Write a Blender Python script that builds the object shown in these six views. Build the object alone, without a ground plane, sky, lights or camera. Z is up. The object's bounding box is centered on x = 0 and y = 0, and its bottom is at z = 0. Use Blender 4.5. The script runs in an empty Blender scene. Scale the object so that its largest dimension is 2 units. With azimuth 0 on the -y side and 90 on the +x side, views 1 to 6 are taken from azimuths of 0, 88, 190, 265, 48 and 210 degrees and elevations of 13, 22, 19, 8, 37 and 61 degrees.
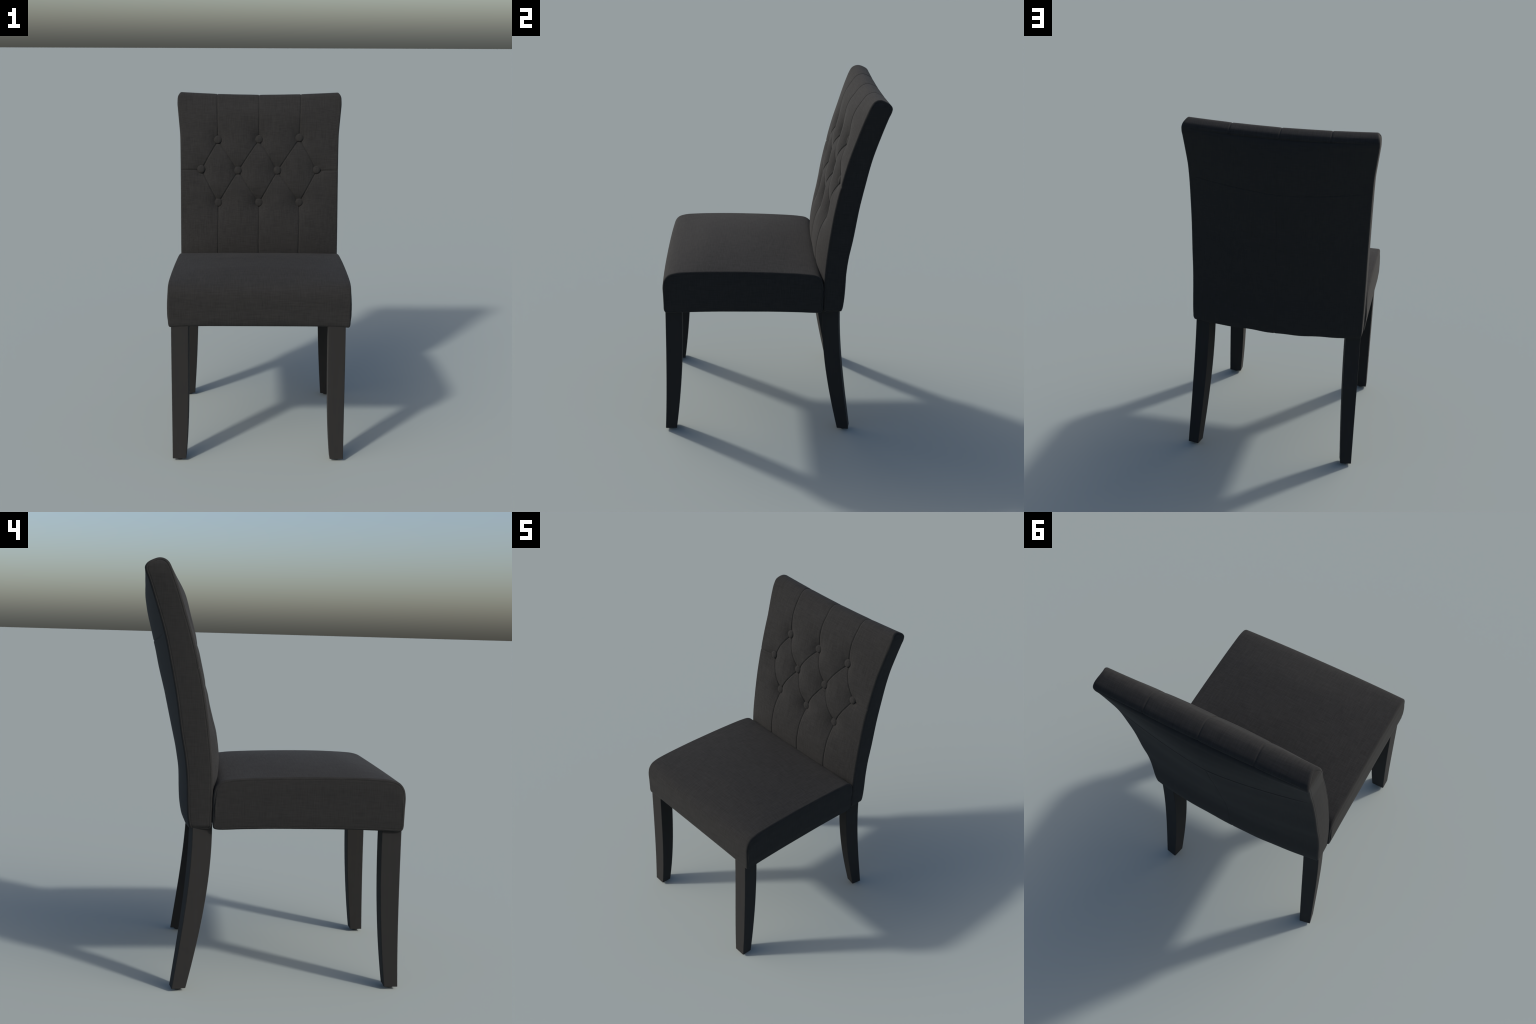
"""Upholstered dining chair: tufted, flared backrest, padded seat, four tapered legs."""
import bpy, math
import numpy as np

rng = np.random.default_rng(7)

# ------------------------------------------------------------------ materials
def new_material(name):
    m = bpy.data.materials.new(name)
    m.use_nodes = True
    nt = m.node_tree
    bsdf = nt.nodes["Principled BSDF"]
    return m, nt, bsdf


def fabric_material(name, colour, side=False, contrast=0.22, roughness=1.0, specular=0.5):
    """Linen weave: long streaks of thread along x and along the second (y/z) axis."""
    m, nt, bsdf = new_material(name)
    N, L = nt.nodes.new, nt.links.new
    tc = N("ShaderNodeTexCoord")

    def streak(scale, detail=3.0):
        mp = N("ShaderNodeMapping")
        mp.inputs["Scale"].default_value = scale
        L(tc.outputs["Object"], mp.inputs["Vector"])
        nz = N("ShaderNodeTexNoise")
        nz.inputs["Scale"].default_value = 1.0
        nz.inputs["Detail"].default_value = detail
        nz.inputs["Roughness"].default_value = 0.65
        L(mp.outputs["Vector"], nz.inputs["Vector"])
        return nz.outputs["Fac"]

    def math_node(op, a, b):
        n = N("ShaderNodeMath")
        n.operation = op
        for i, v in enumerate((a, b)):
            if isinstance(v, (int, float)):
                n.inputs[i].default_value = v
            else:
                L(v, n.inputs[i])
        return n.outputs[0]

    if side:                              # panels facing left and right
        weft = streak((40, 14, 210))      # threads running along y
        warp = streak((40, 230, 16))      # threads running along z
    else:
        weft = streak((14, 210, 210))     # threads running along x
        warp = streak((230, 16, 16))      # threads running along y and z
    mottled = streak((7, 7, 7), 2.0)      # slow mottling of the cloth
    s = math_node("ADD", weft, warp)
    s = math_node("ADD", s, math_node("MULTIPLY", mottled, 0.12))
    ramp = N("ShaderNodeMapRange")
    ramp.inputs["From Min"].default_value = 0.70
    ramp.inputs["From Max"].default_value = 1.42
    ramp.inputs["To Min"].default_value = 1.0 - contrast
    ramp.inputs["To Max"].default_value = 1.0 + contrast
    L(s, ramp.inputs["Value"])
    mix = N("ShaderNodeMix")
    mix.data_type = "RGBA"
    mix.blend_type = "MULTIPLY"
    mix.inputs["Factor"].default_value = 1.0
    mix.inputs["A"].default_value = (*colour, 1)
    L(ramp.outputs["Result"], mix.inputs["B"])
    L(mix.outputs["Result"], bsdf.inputs["Base Color"])
    bsdf.inputs["Roughness"].default_value = roughness
    L(math_node("MULTIPLY", ramp.outputs["Result"], specular), bsdf.inputs["Specular IOR Level"])
    bump = N("ShaderNodeBump")
    bump.inputs["Strength"].default_value = 0.12
    bump.inputs["Distance"].default_value = 0.002
    L(s, bump.inputs["Height"])
    L(bump.outputs["Normal"], bsdf.inputs["Normal"])
    return m


def wood_material(name, colour):
    """Dark stained wood: faint grain along the leg."""
    m, nt, bsdf = new_material(name)
    N, L = nt.nodes.new, nt.links.new
    tc = N("ShaderNodeTexCoord")
    mp = N("ShaderNodeMapping")
    mp.inputs["Scale"].default_value = (70, 70, 4)
    L(tc.outputs["Object"], mp.inputs["Vector"])
    nz = N("ShaderNodeTexNoise")
    nz.inputs["Scale"].default_value = 1.0
    nz.inputs["Detail"].default_value = 4.0
    L(mp.outputs["Vector"], nz.inputs["Vector"])
    cr = N("ShaderNodeValToRGB")
    cr.color_ramp.elements[0].position = 0.3
    cr.color_ramp.elements[1].position = 0.7
    cr.color_ramp.elements[0].color = (*[c * 0.92 for c in colour], 1)
    cr.color_ramp.elements[1].color = (*[c * 1.08 for c in colour], 1)
    L(nz.outputs["Fac"], cr.inputs["Fac"])
    L(cr.outputs["Color"], bsdf.inputs["Base Color"])
    bsdf.inputs["Roughness"].default_value = 0.95
    bsdf.inputs["Specular IOR Level"].default_value = 0.5
    return m


FABRIC = fabric_material("charcoal_linen", (0.0104, 0.0105, 0.0105))
FABRIC_SIDE = fabric_material("charcoal_linen_side", (0.0104, 0.0105, 0.0105), side=True, contrast=0.16)
FABRIC_REAR = fabric_material("charcoal_linen_rear", (0.0104, 0.0105, 0.0105), contrast=0.11)
WOOD = wood_material("dark_stained_wood", (0.0096, 0.0095, 0.0094))
PLASTIC, _, _b = new_material("black_plastic")
_b.inputs["Base Color"].default_value = (0.006, 0.006, 0.006, 1)
_b.inputs["Roughness"].default_value = 0.5

# ------------------------------------------------------------------ helpers
def make_object(name, verts, faces, material, parent=None, smooth=True):
    me = bpy.data.meshes.new(name)
    me.from_pydata(np.asarray(verts).tolist(), [], np.asarray(faces).tolist()
                   if isinstance(faces, np.ndarray) else faces)
    me.polygons.foreach_set("use_smooth", [smooth] * len(me.polygons))
    me.materials.append(material)
    me.update()
    ob = bpy.data.objects.new(name, me)
    bpy.context.scene.collection.objects.link(ob)
    ob.parent = parent
    return ob


def grid_faces(rows, cols, flip=False):
    i = np.arange(rows * cols).reshape(rows, cols)
    q = np.stack([i[:-1, :-1], i[:-1, 1:], i[1:, 1:], i[1:, :-1]], -1).reshape(-1, 4)
    return q[:, ::-1] if flip else q


def closed_spline(points, n_per=60):
    """Closed centripetal Catmull-Rom curve through the control points, dense."""
    P = np.array(points, float)
    out = []
    n = len(P)
    for i in range(n):
        p0, p1, p2, p3 = P[i - 1], P[i], P[(i + 1) % n], P[(i + 2) % n]
        t0 = 0.0
        t1 = t0 + np.linalg.norm(p1 - p0) ** 0.5
        t2 = t1 + np.linalg.norm(p2 - p1) ** 0.5
        t3 = t2 + np.linalg.norm(p3 - p2) ** 0.5
        t = np.linspace(t1, t2, n_per, endpoint=False)[:, None]
        A1 = (t1 - t) / (t1 - t0) * p0 + (t - t0) / (t1 - t0) * p1
        A2 = (t2 - t) / (t2 - t1) * p1 + (t - t1) / (t2 - t1) * p2
        A3 = (t3 - t) / (t3 - t2) * p2 + (t - t2) / (t3 - t2) * p3
        B1 = (t2 - t) / (t2 - t0) * A1 + (t - t0) / (t2 - t0) * A2
        B2 = (t3 - t) / (t3 - t1) * A2 + (t - t1) / (t3 - t1) * A3
        out.append((t2 - t) / (t2 - t1) * B1 + (t - t1) / (t2 - t1) * B2)
    return np.concatenate(out)


def resample(poly, n):
    d = np.r_[0, np.cumsum(np.linalg.norm(np.diff(poly, axis=0), axis=1))]
    s = np.linspace(0, d[-1], n)
    return np.stack([np.interp(s, d, poly[:, k]) for k in range(poly.shape[1])], -1)


def normals_of(loop):
    """Outward normals of a closed clockwise (front, top, back, bottom) y-z loop."""
    t = np.roll(loop, -1, 0) - np.roll(loop, 1, 0)
    t /= np.linalg.norm(t, axis=1)[:, None] + 1e-12
    nrm = np.stack([-t[:, 1], t[:, 0]], -1)
    for _ in range(3):
        nrm = (np.roll(nrm, 1, 0) + 2 * nrm + np.roll(nrm, -1, 0)) / 4
    return nrm / np.linalg.norm(nrm, axis=1)[:, None]


def half_loops(points, start, apex, n):
    """Sample a closed profile: n rows from start over to apex, n rows back."""
    dense = closed_spline(points)
    k = 60
    dense = np.roll(dense, -start * k, 0)
    dense = np.vstack([dense, dense[:1]])
    a = ((apex - start) % len(points)) * k
    first, second = resample(dense[:a + 1], n + 1), resample(dense[a:], n + 1)
    return np.vstack([first[:-1], second[:-1]])          # 2n points, closed


def smoothstep(a, b, x):
    t = np.clip((x - a) / (b - a), 0, 1)
    return t * t * (3 - 2 * t)


def smooth_interp(x, xs, ys):
    """Monotone cubic through the given stations (no kinks, no overshoot)."""
    xs, ys = np.asarray(xs, float), np.asarray(ys, float)
    h, d = np.diff(xs), np.diff(ys) / np.diff(xs)
    m = np.zeros(len(xs))
    m[0], m[-1] = d[0], d[-1]
    for i in range(1, len(xs) - 1):
        if d[i - 1] * d[i] > 0:
            w1, w2 = 2 * h[i] + h[i - 1], h[i] + 2 * h[i - 1]
            m[i] = (w1 + w2) / (w1 / d[i - 1] + w2 / d[i])
    x = np.clip(x, xs[0], xs[-1])
    k = np.clip(np.searchsorted(xs, x, side="right") - 1, 0, len(xs) - 2)
    t = (x - xs[k]) / h[k]
    return (ys[k] * (1 + 2 * t) * (1 - t) ** 2 + m[k] * h[k] * t * (1 - t) ** 2
            + ys[k + 1] * t * t * (3 - 2 * t) + m[k + 1] * h[k] * t * t * (t - 1))


def seg_distance(px, pz, a, b):
    ax, az = a
    bx, bz = b
    dx, dz = bx - ax, bz - az
    t = np.clip(((px - ax) * dx + (pz - az) * dz) / (dx * dx + dz * dz), 0, 1)
    return np.hypot(px - ax - t * dx, pz - az - t * dz), t


def upholstered_block(loop, width_of, offset_of, z_shift, edge, nx, bow):
    """Sweep a y-z profile across x with rolled side edges; returns (grid, caps).
    offset_of(x, u, loop) is the padding measured outwards from the profile."""
    nrm = normals_of(loop)
    w = width_of(loop)                                    # half width per profile point
    th = np.linspace(0, math.pi / 2, 9)[1:]               # rolled edge
    core = np.linspace(-1, 1, nx)
    rows = len(loop)
    wi = (w - edge)[:, None]
    x = np.concatenate([-(wi + edge * np.sin(th[::-1])[None]), core[None] * wi,
                        wi + edge * np.sin(th)[None]], 1)
    drop = np.concatenate([np.broadcast_to(edge * (1 - np.cos(th[::-1])), (rows, len(th))),
                           np.zeros((rows, nx)),
                           np.broadcast_to(edge * (1 - np.cos(th)), (rows, len(th)))], 1)
    # stitched seam: the very edge of the strip is pulled in
    pull = np.zeros_like(x)
    pull[:, 0] = 0.0012
    pull[:, -1] = -0.0012
    u = np.clip(x / wi, -1, 1)
    off = offset_of(x, u, loop) - drop
    y = loop[:, :1] + nrm[:, :1] * off
    z = loop[:, 1:] + nrm[:, 1:] * off + z_shift(x, u, loop)
    grid = np.stack([x + pull + 0.0013, y, z], -1)
    caps = []
    n = rows // 2
    m = 34
    lam = 0.5 - 0.5 * np.cos(np.linspace(0, math.pi, m))
    for col, sgn in ((0, -1), (-1, 1)):
        E = grid[:, col]
        F = E[:n + 1]
        R = np.vstack([E[:1], E[:n - 1:-1]])              # start .. apex the other way
        span = np.linalg.norm(F - R, axis=1)[:, None]
        P = F[:, None] * (1 - lam[None, :, None]) + R[:, None] * lam[None, :, None]
        dist = np.minimum(lam, 1 - lam)[None] * span      # distance from the seam
        rise = 0.0012 * smoothstep(0, 0.006, dist) + bow * smoothstep(0, 0.05, dist)
        P[:, :, 0] += sgn * rise
        caps.append((P, sgn))
    return grid, caps


def strip_object(name, grid, r0, r1, parent, material):
    """Rows r0..r1 of the swept grid as one panel."""
    idx = np.arange(r0, r1 + 1) % grid.shape[0]
    g = grid[idx]
    return make_object(name, g.reshape(-1, 3), grid_faces(g.shape[0], g.shape[1]), material, parent)


def cap_object(name, cap, parent, material):
    P, sgn = cap
    return make_object(name, P.reshape(-1, 3), grid_faces(P.shape[0], P.shape[1], sgn > 0),
                       material, parent)

# ------------------------------------------------------------------ chair
chair = bpy.data.objects.new("dining_chair", None)
bpy.context.scene.collection.objects.link(chair)
chair["label"] = "dark charcoal upholstered dining chair with button-tufted backrest"
chair["category"] = "chair"

# ---- seat ---------------------------------------------------------------
SEAT_PROFILE = [                                          # y, z (side outline)
    (-0.614, 0.880), (-0.615, 0.940), (-0.607, 0.978), (-0.585, 1.006), (-0.545, 1.021),
    (-0.470, 1.028), (-0.300, 1.032), (-0.110, 1.030), (0.060, 1.0245), (0.190, 1.016),
    (0.245, 1.005), (0.274, 0.980), (0.285, 0.940), (0.2865, 0.880),
    (0.286, 0.806), (0.281, 0.790), (0.264, 0.784), (0.150, 0.784), (-0.150, 0.784),
    (-0.500, 0.784), (-0.592, 0.783), (-0.606, 0.788), (-0.612, 0.802), (-0.613, 0.830)]
seat_loop = half_loops(SEAT_PROFILE, 0, 13, 150)


def seat_width(loop):
    w = np.interp(loop[:, 0], [-0.6, 0.28], [0.501, 0.5005])
    return w - 0.002 * smoothstep(0.806, 0.785, loop[:, 1])      # rounded lower hem


def seat_padding(x, u, loop):
    y, z = loop[:, :1], loop[:, 1:]
    top = smoothstep(0.97, 1.02, z)
    along = smoothstep(-0.61, -0.34, y) * (1 - 0.86 * smoothstep(-0.13, 0.255, y))
    crown = top * 0.031 * along * (1 - np.abs(u) ** 2.2)
    front = smoothstep(-0.55, -0.60, y) * smoothstep(0.79, 0.84, z) * (1 - top)
    return crown + front * 0.008 * (1 - np.abs(u) ** 2.5)


def seat_shift(x, u, loop):
    y, z = loop[:, :1], loop[:, 1:]
    low = smoothstep(0.83, 0.79, z)
    return -0.007 * low * np.abs(u) ** 6 * smoothstep(0.1, 0.5, np.abs(y + 0.16))


seat_grid, seat_caps = upholstered_block(seat_loop, seat_width, seat_padding, seat_shift, 0.011, 160, 0.004)
seat = strip_object("seat", seat_grid, 0, len(seat_loop), chair, FABRIC)
for cap in seat_caps:
    cap_object("seat_side_panel", cap, seat, FABRIC_SIDE)

# ---- backrest -----------------------------------------------------------
BACK_PROFILE = [                                          # y, z (side outline)
    (0.340, 0.775), (0.300, 0.777), (0.290, 0.788), (0.288, 0.830),
    (0.286, 0.940), (0.287, 1.010), (0.292, 1.090), (0.302, 1.190), (0.317, 1.310),
    (0.331, 1.400), (0.357, 1.530), (0.389, 1.660), (0.429, 1.790), (0.454, 1.868),
    (0.471, 1.915), (0.486, 1.953), (0.502, 1.982), (0.522, 1.996), (0.545, 1.999),
    (0.572, 1.990), (0.596, 1.975), (0.607, 1.957), (0.604, 1.935), (0.592, 1.905),
    (0.558, 1.800), (0.519, 1.667), (0.490, 1.531), (0.465, 1.400), (0.439, 1.220),
    (0.419, 1.105), (0.409, 1.000), (0.406, 0.890), (0.403, 0.840), (0.396, 0.795),
    (0.386, 0.776)]
N_BACK = 660
back_loop = half_loops(BACK_PROFILE, 0, 18, N_BACK)
SEAM_TOP_REAR = int(np.argmin(np.hypot(back_loop[:, 0] - 0.606, back_loop[:, 1] - 1.952)))
BOTTOM_REAR = int(np.argmin(np.hypot(back_loop[:, 0] - 0.392, back_loop[:, 1] - 0.784)))
APEX = N_BACK

BUTTONS = [(-0.262, 1.705), (-0.002, 1.709), (0.254, 1.718),
           (-0.366, 1.524), (-0.134, 1.517), (0.115, 1.518), (0.364, 1.522),
           (-0.258, 1.318), (-0.002, 1.319), (0.253, 1.320)]
TOP_X = (-0.272, -0.002, 0.268)
LOW_X = (-0.260, -0.004, 0.246)
DIAGONALS = [(0, 3), (0, 4), (1, 4), (1, 5), (2, 5), (2, 6), (3, 7), (4, 7), (4, 8), (5, 8), (5, 9), (6, 9)]


def back_width(loop):
    y, z = loop[:, 0], loop[:, 1]
    return smooth_interp(z, [0.775, 0.80, 1.00, 1.30, 1.52, 1.72, 1.84, 1.90, 1.935, 1.962, 1.982, 1.992, 2.00],
                     [0.487, 0.4945, 0.4965, 0.4965, 0.498, 0.502, 0.513, 0.5195, 0.5225, 0.5222, 0.5195, 0.515, 0.510])


def back_padding(x, u, loop):
    n = len(loop)
    y, z = loop[:, :1], loop[:, 1:]
    row = np.arange(n)[:, None]
    # ---- front and top, tufted
    # unrolled height: runs on past the top edge so that the seams cross the top
    d = np.linalg.norm(np.diff(loop, axis=0), axis=1)
    arc = np.r_[0, np.cumsum(d)][:, None]
    k19 = int(np.argmin(np.abs(loop[:APEX, 1] - 1.90)))
    h = np.where(row < k19, z, 1.90 + arc - arc[k19])
    h_end = float(h[SEAM_TOP_REAR, 0])
    env = smooth_interp(h, [0.80, 0.93, 0.98, 1.09, 1.18, 1.26, 1.34, 1.43, 1.60, 1.74, 1.85, 1.90, 1.95,
                        2.00, h_end - 0.03, h_end],
                    [0.0, 0.016, 0.032, 0.045, 0.043, 0.034, 0.026, 0.022, 0.021, 0.025, 0.028, 0.025, 0.015,
                     0.006, 0.0045, 0.0])
    front = env * (1 - np.abs(u) ** smooth_interp(h, [1.0, 1.2, 1.35, 1.7, 1.85], [3.4, 2.8, 2.1, 2.1, 2.5]))
    tuft = np.zeros_like(x)
    for bx, bz in BUTTONS:
        r = np.hypot(x - bx, (h - bz) * 0.95)
        tuft = np.maximum(tuft, np.exp(-(r / 0.062) ** 1.25))
    base = front * (1 - tuft) - 0.014 * tuft ** 1.5
    broad = np.zeros_like(x)
    sharp = np.zeros_like(x)
    for i, j in DIAGONALS:
        dist, t = seg_distance(x, h, BUTTONS[i], BUTTONS[j])
        sag = 0.0035 + 0.006 * (2 * np.abs(t - 0.5)) ** 2
        broad = np.maximum(broad, sag * np.exp(-(dist / 0.028) ** 1.3))
        sharp = np.maximum(sharp, 0.0046 * np.exp(-(dist / 0.0036) ** 2))
    for k in range(3):                                    # upright seams above
        dist, t = seg_distance(x, h, BUTTONS[k], (TOP_X[k], h_end))
        broad = np.maximum(broad, (0.001 + 0.008 * (1 - t) ** 4) * np.exp(-(dist / 0.024) ** 1.3))
        sharp = np.maximum(sharp, (0.0046 - 0.0018 * smoothstep(1.92, 1.99, h)) * np.exp(-(dist / 0.0036) ** 2))
        dist, t = seg_distance(x, h, BUTTONS[7 + k], (LOW_X[k], 0.80))
        broad = np.maximum(broad, (0.002 + 0.008 * (1 - t) ** 5) * np.exp(-(dist / 0.024) ** 1.3))
        sharp = np.maximum(sharp, 0.0046 * np.exp(-(dist / 0.0036) ** 2))
    for k, sx in ((3, -0.52), (6, 0.52)):                 # short seams to the sides
        dist, t = seg_distance(x, h, BUTTONS[k], (sx, 1.522))
        broad = np.maximum(broad, 0.008 * (1 - t) * np.exp(-(dist / 0.024) ** 1.3))
        sharp = np.maximum(sharp, 0.0045 * (1 - 0.45 * np.abs(u) ** 12) * np.exp(-(dist / 0.0042) ** 2))
    front = base - broad - sharp
    # ---- rear, gently domed, with a cross seam and an upright seam
    rear_c = smooth_interp(z, [0.776, 0.85, 1.00, 1.08, 1.20, 1.37, 1.54, 1.65, 1.76, 1.84, 1.90, 1.935, 1.952],
                       [0.031, 0.036, 0.037, 0.041, 0.045, 0.056, 0.064, 0.064, 0.060, 0.049, 0.032, 0.014, 0.0])
    rear = rear_c * (1 - np.abs(u) ** smooth_interp(z, [0.8, 1.1, 1.35, 1.9], [2.2, 1.9, 1.48, 1.5]))
    fade = 1 - np.abs(u) ** 10
    seam_z = 1.643 + 0.030 * np.abs(u + 0.05) ** 1.7 + 0.003 * np.sin(5 * x)
    rear = rear - 0.0025 * fade * np.exp(-((z - seam_z) / 0.004) ** 2)
    rear = rear + 0.0015 * fade * np.exp(-np.clip((seam_z - z) / 0.02, 0, 9)) * (z < seam_z)
    upright = np.exp(-((x - 0.004) / 0.004) ** 2) * (z < seam_z)
    rear = rear - 0.0018 * upright
    rear = rear + 0.0010 * np.sin(7.3 * x + 1.0) * np.sin(5.1 * z) * (1 - np.abs(u) ** 2)
    is_front = (row <= SEAM_TOP_REAR)
    is_rear = (row > SEAM_TOP_REAR) & (row <= BOTTOM_REAR)
    under = np.interp(row, [BOTTOM_REAR, 2 * N_BACK], [1, 0]) * 0.0
    out = np.where(is_front, front, np.where(is_rear, rear, under))
    # seam between top strip and rear panel
    out = out - 0.003 * (1 - np.abs(u) ** 8) * np.exp(-((arc - arc[SEAM_TOP_REAR]) / 0.0045) ** 2)
    return out


def back_shift(x, u, loop):
    y, z = loop[:, :1], loop[:, 1:]
    row = np.arange(len(loop))[:, None]
    dip = -0.0205 * (1 - u ** 2) * smoothstep(1.80, 1.96, z)       # top edge sags
    wavy = smoothstep(0.86, 0.78, z) * smoothstep(0.36, 0.40, y) * (
        -0.002 * (1 - u ** 2) - (0.003 * np.sin(13 * x + 2.2) + 0.002 * np.sin(31 * x)) * (1 - u ** 2))
    return dip + wavy


back_grid, back_caps = upholstered_block(back_loop, back_width, back_padding, back_shift, 0.012, 500, 0.001)
# underside rows follow the rear bulge: blend the bottom edge linearly front to rear
b0, b1 = BOTTOM_REAR, back_grid.shape[0]
t = np.linspace(0, 1, b1 - b0 + 1)[:, None, None]
under_end = back_grid[0]
back_grid[b0:] = (back_grid[b0][None] * (1 - t) + under_end[None] * t)[:-1]

backrest = strip_object("backrest", back_grid, 0, SEAM_TOP_REAR, chair, FABRIC)
strip_object("rear_panel", back_grid, SEAM_TOP_REAR, back_grid.shape[0], backrest, FABRIC_REAR)
for cap in back_caps:
    cap_object("backrest_side_panel", cap, backrest, FABRIC_SIDE)

# ---- buttons ------------------------------------------------------------
def button_mesh(radius=0.0265, height=0.0150, seg=40):
    prof = [(radius * 0.80, -0.016), (radius * 0.97, -0.004), (radius, 0.002)]
    for k in range(1, 9):
        a = k / 8 * math.pi / 2
        prof.append((radius * math.cos(a) ** 0.85 if k < 8 else 0.0,
                     0.002 + (height - 0.002) * math.sin(a)))
    verts, faces = [], []
    for r, hgt in prof[:-1]:
        verts += [(r * math.cos(2 * math.pi * i / seg), r * math.sin(2 * math.pi * i / seg), hgt)
                  for i in range(seg)]
    tip = len(verts)
    verts.append((0, 0, prof[-1][1]))
    for j in range(len(prof) - 2):
        for i in range(seg):
            a, b = j * seg + i, j * seg + (i + 1) % seg
            faces.append((a, b, b + seg, a + seg))
    j = (len(prof) - 2) * seg
    faces += [(j + i, j + (i + 1) % seg, tip) for i in range(seg)]
    return verts, faces


from mathutils import Vector
first_button = None
flat = back_grid[:SEAM_TOP_REAR].reshape(-1, 3)
E_front = back_loop[:APEX]
for bx, bz in BUTTONS:
    k = int(np.argmin(np.abs(E_front[:, 1] - bz)))
    tangent = E_front[k + 8] - E_front[k - 8]
    tangent /= np.linalg.norm(tangent)
    out_dir = Vector((0, -tangent[1], tangent[0]))
    d2 = (flat[:, 0] - bx) ** 2 + (flat[:, 2] - bz) ** 2
    p = flat[int(np.argmin(d2))]
    if first_button is None:
        v, f = button_mesh()
        ob = make_object("tuft_button", v, f, FABRIC, backrest)
        first_button = ob
    else:
        ob = first_button.copy()
        bpy.context.scene.collection.objects.link(ob)
        ob.parent = backrest
    ob.rotation_mode = "QUATERNION"
    q = out_dir.to_track_quat("Z", "Y")
    ob.rotation_quaternion = q
    ob.location = Vector((bx, float(p[1]), bz)) + out_dir * 0.009
    s = 1.0 + 0.04 * float(rng.uniform(-1, 1))
    ob.scale = (s, s, 1.0)

# ---- legs ---------------------------------------------------------------
def leg_mesh(stations, side, turn, chamfer=0.003):
    """stations: z, x_inner, x_outer, y_front, y_back; square section with chamfers."""
    st = np.array(stations, float)
    zs = np.linspace(st[0, 0], st[-1, 0], 40)
    # smooth interpolation of the outline
    cols = []
    for k in range(1, 5):
        c = np.polyfit(st[:, 0], st[:, k], 3)
        cols.append(np.polyval(c, zs))
    verts, faces = [], []
    for i, z in enumerate(zs):
        xi, xo, yf, yb = (c[i] for c in cols)
        ch = chamfer
        ring = [(xi + ch, yf), (xo - ch, yf), (xo - ch * .3, yf + ch * .3), (xo, yf + ch), (xo, yb - ch),
                (xo - ch * .3, yb - ch * .3), (xo - ch, yb), (xi + ch, yb),
                (xi + ch * .3, yb - ch * .3), (xi, yb - ch), (xi, yf + ch), (xi + ch * .3, yf + ch * .3)]
        ym = (yf + yb) / 2                                # section turned about its outer face
        ct, sn = math.cos(turn), math.sin(turn)
        verts += [((xo + (x - xo) * ct + (y - ym) * sn) * side - 0.0035 - 0.12 * side * abs(sn) * 0.02,
                   ym - (x - xo) * sn + (y - ym) * ct, z) for x, y in ring]
    n = 12
    for j in range(len(zs) - 1):
        for i in range(n):
            a, b = j * n + i, j * n + (i + 1) % n
            q = (a, b, b + n, a + n)
            faces.append(q if side > 0 else q[::-1])
    bot = tuple(range(n))
    top = tuple(range((len(zs) - 1) * n, len(zs) * n))
    faces.append(bot[::-1] if side > 0 else bot)
    faces.append(top if side > 0 else top[::-1])
    return verts, faces


FRONT_LEG = [(0.012, 0.405, 0.481, -0.623, -0.557), (0.205, 0.393, 0.481, -0.615, -0.536),
             (0.397, 0.388, 0.481, -0.609, -0.522), (0.588, 0.387, 0.481, -0.607, -0.514),
             (0.81, 0.384, 0.480, -0.605, -0.512)]
BACK_LEG = [(0.012, 0.425, 0.489, 0.396, 0.463), (0.23, 0.410, 0.484, 0.347, 0.430),
            (0.445, 0.399, 0.480, 0.309, 0.400), (0.59, 0.394, 0.478, 0.293, 0.387),
            (0.80, 0.392, 0.475, 0.285, 0.378)]


def glide_mesh(radius=0.019, z1=0.016, seg=28):
    prof = [(radius * 0.86, 0.0), (radius, 0.003), (radius, z1)]
    verts, faces = [], []
    for r, z in prof:
        verts += [(r * math.cos(2 * math.pi * i / seg), r * math.sin(2 * math.pi * i / seg), z)
                  for i in range(seg)]
    for j in range(2):
        for i in range(seg):
            a, b = j * seg + i, j * seg + (i + 1) % seg
            faces.append((a, b, b + seg, a + seg))
    faces.append(tuple(range(seg))[::-1])
    faces.append(tuple(range(2 * seg, 3 * seg)))
    return verts, faces


glide = None
for st, turn in ((FRONT_LEG, 0.0), (BACK_LEG, math.radians(11))):
    for side in (-1, 1):
        v, f = leg_mesh(st, side, turn)
        leg = make_object("leg", v, f, WOOD, chair, smooth=False)
        leg.data.polygons.foreach_set("use_smooth", [len(p.vertices) == 4 for p in leg.data.polygons])
        leg.data.set_sharp_from_angle(angle=math.radians(20))
        cx = side * (st[0][1] + st[0][2]) / 2 - 0.003
        cy = (st[0][3] + st[0][4]) / 2 + math.sin(turn) * 0.03
        if glide is None:
            gv, gf = glide_mesh()
            glide = make_object("foot_glide", gv, gf, PLASTIC, leg)
            glide.data.set_sharp_from_angle(angle=math.radians(35))
            g = glide
        else:
            g = glide.copy()
            bpy.context.scene.collection.objects.link(g)
            g.parent = leg
        g.location = (cx, cy, 0.0)
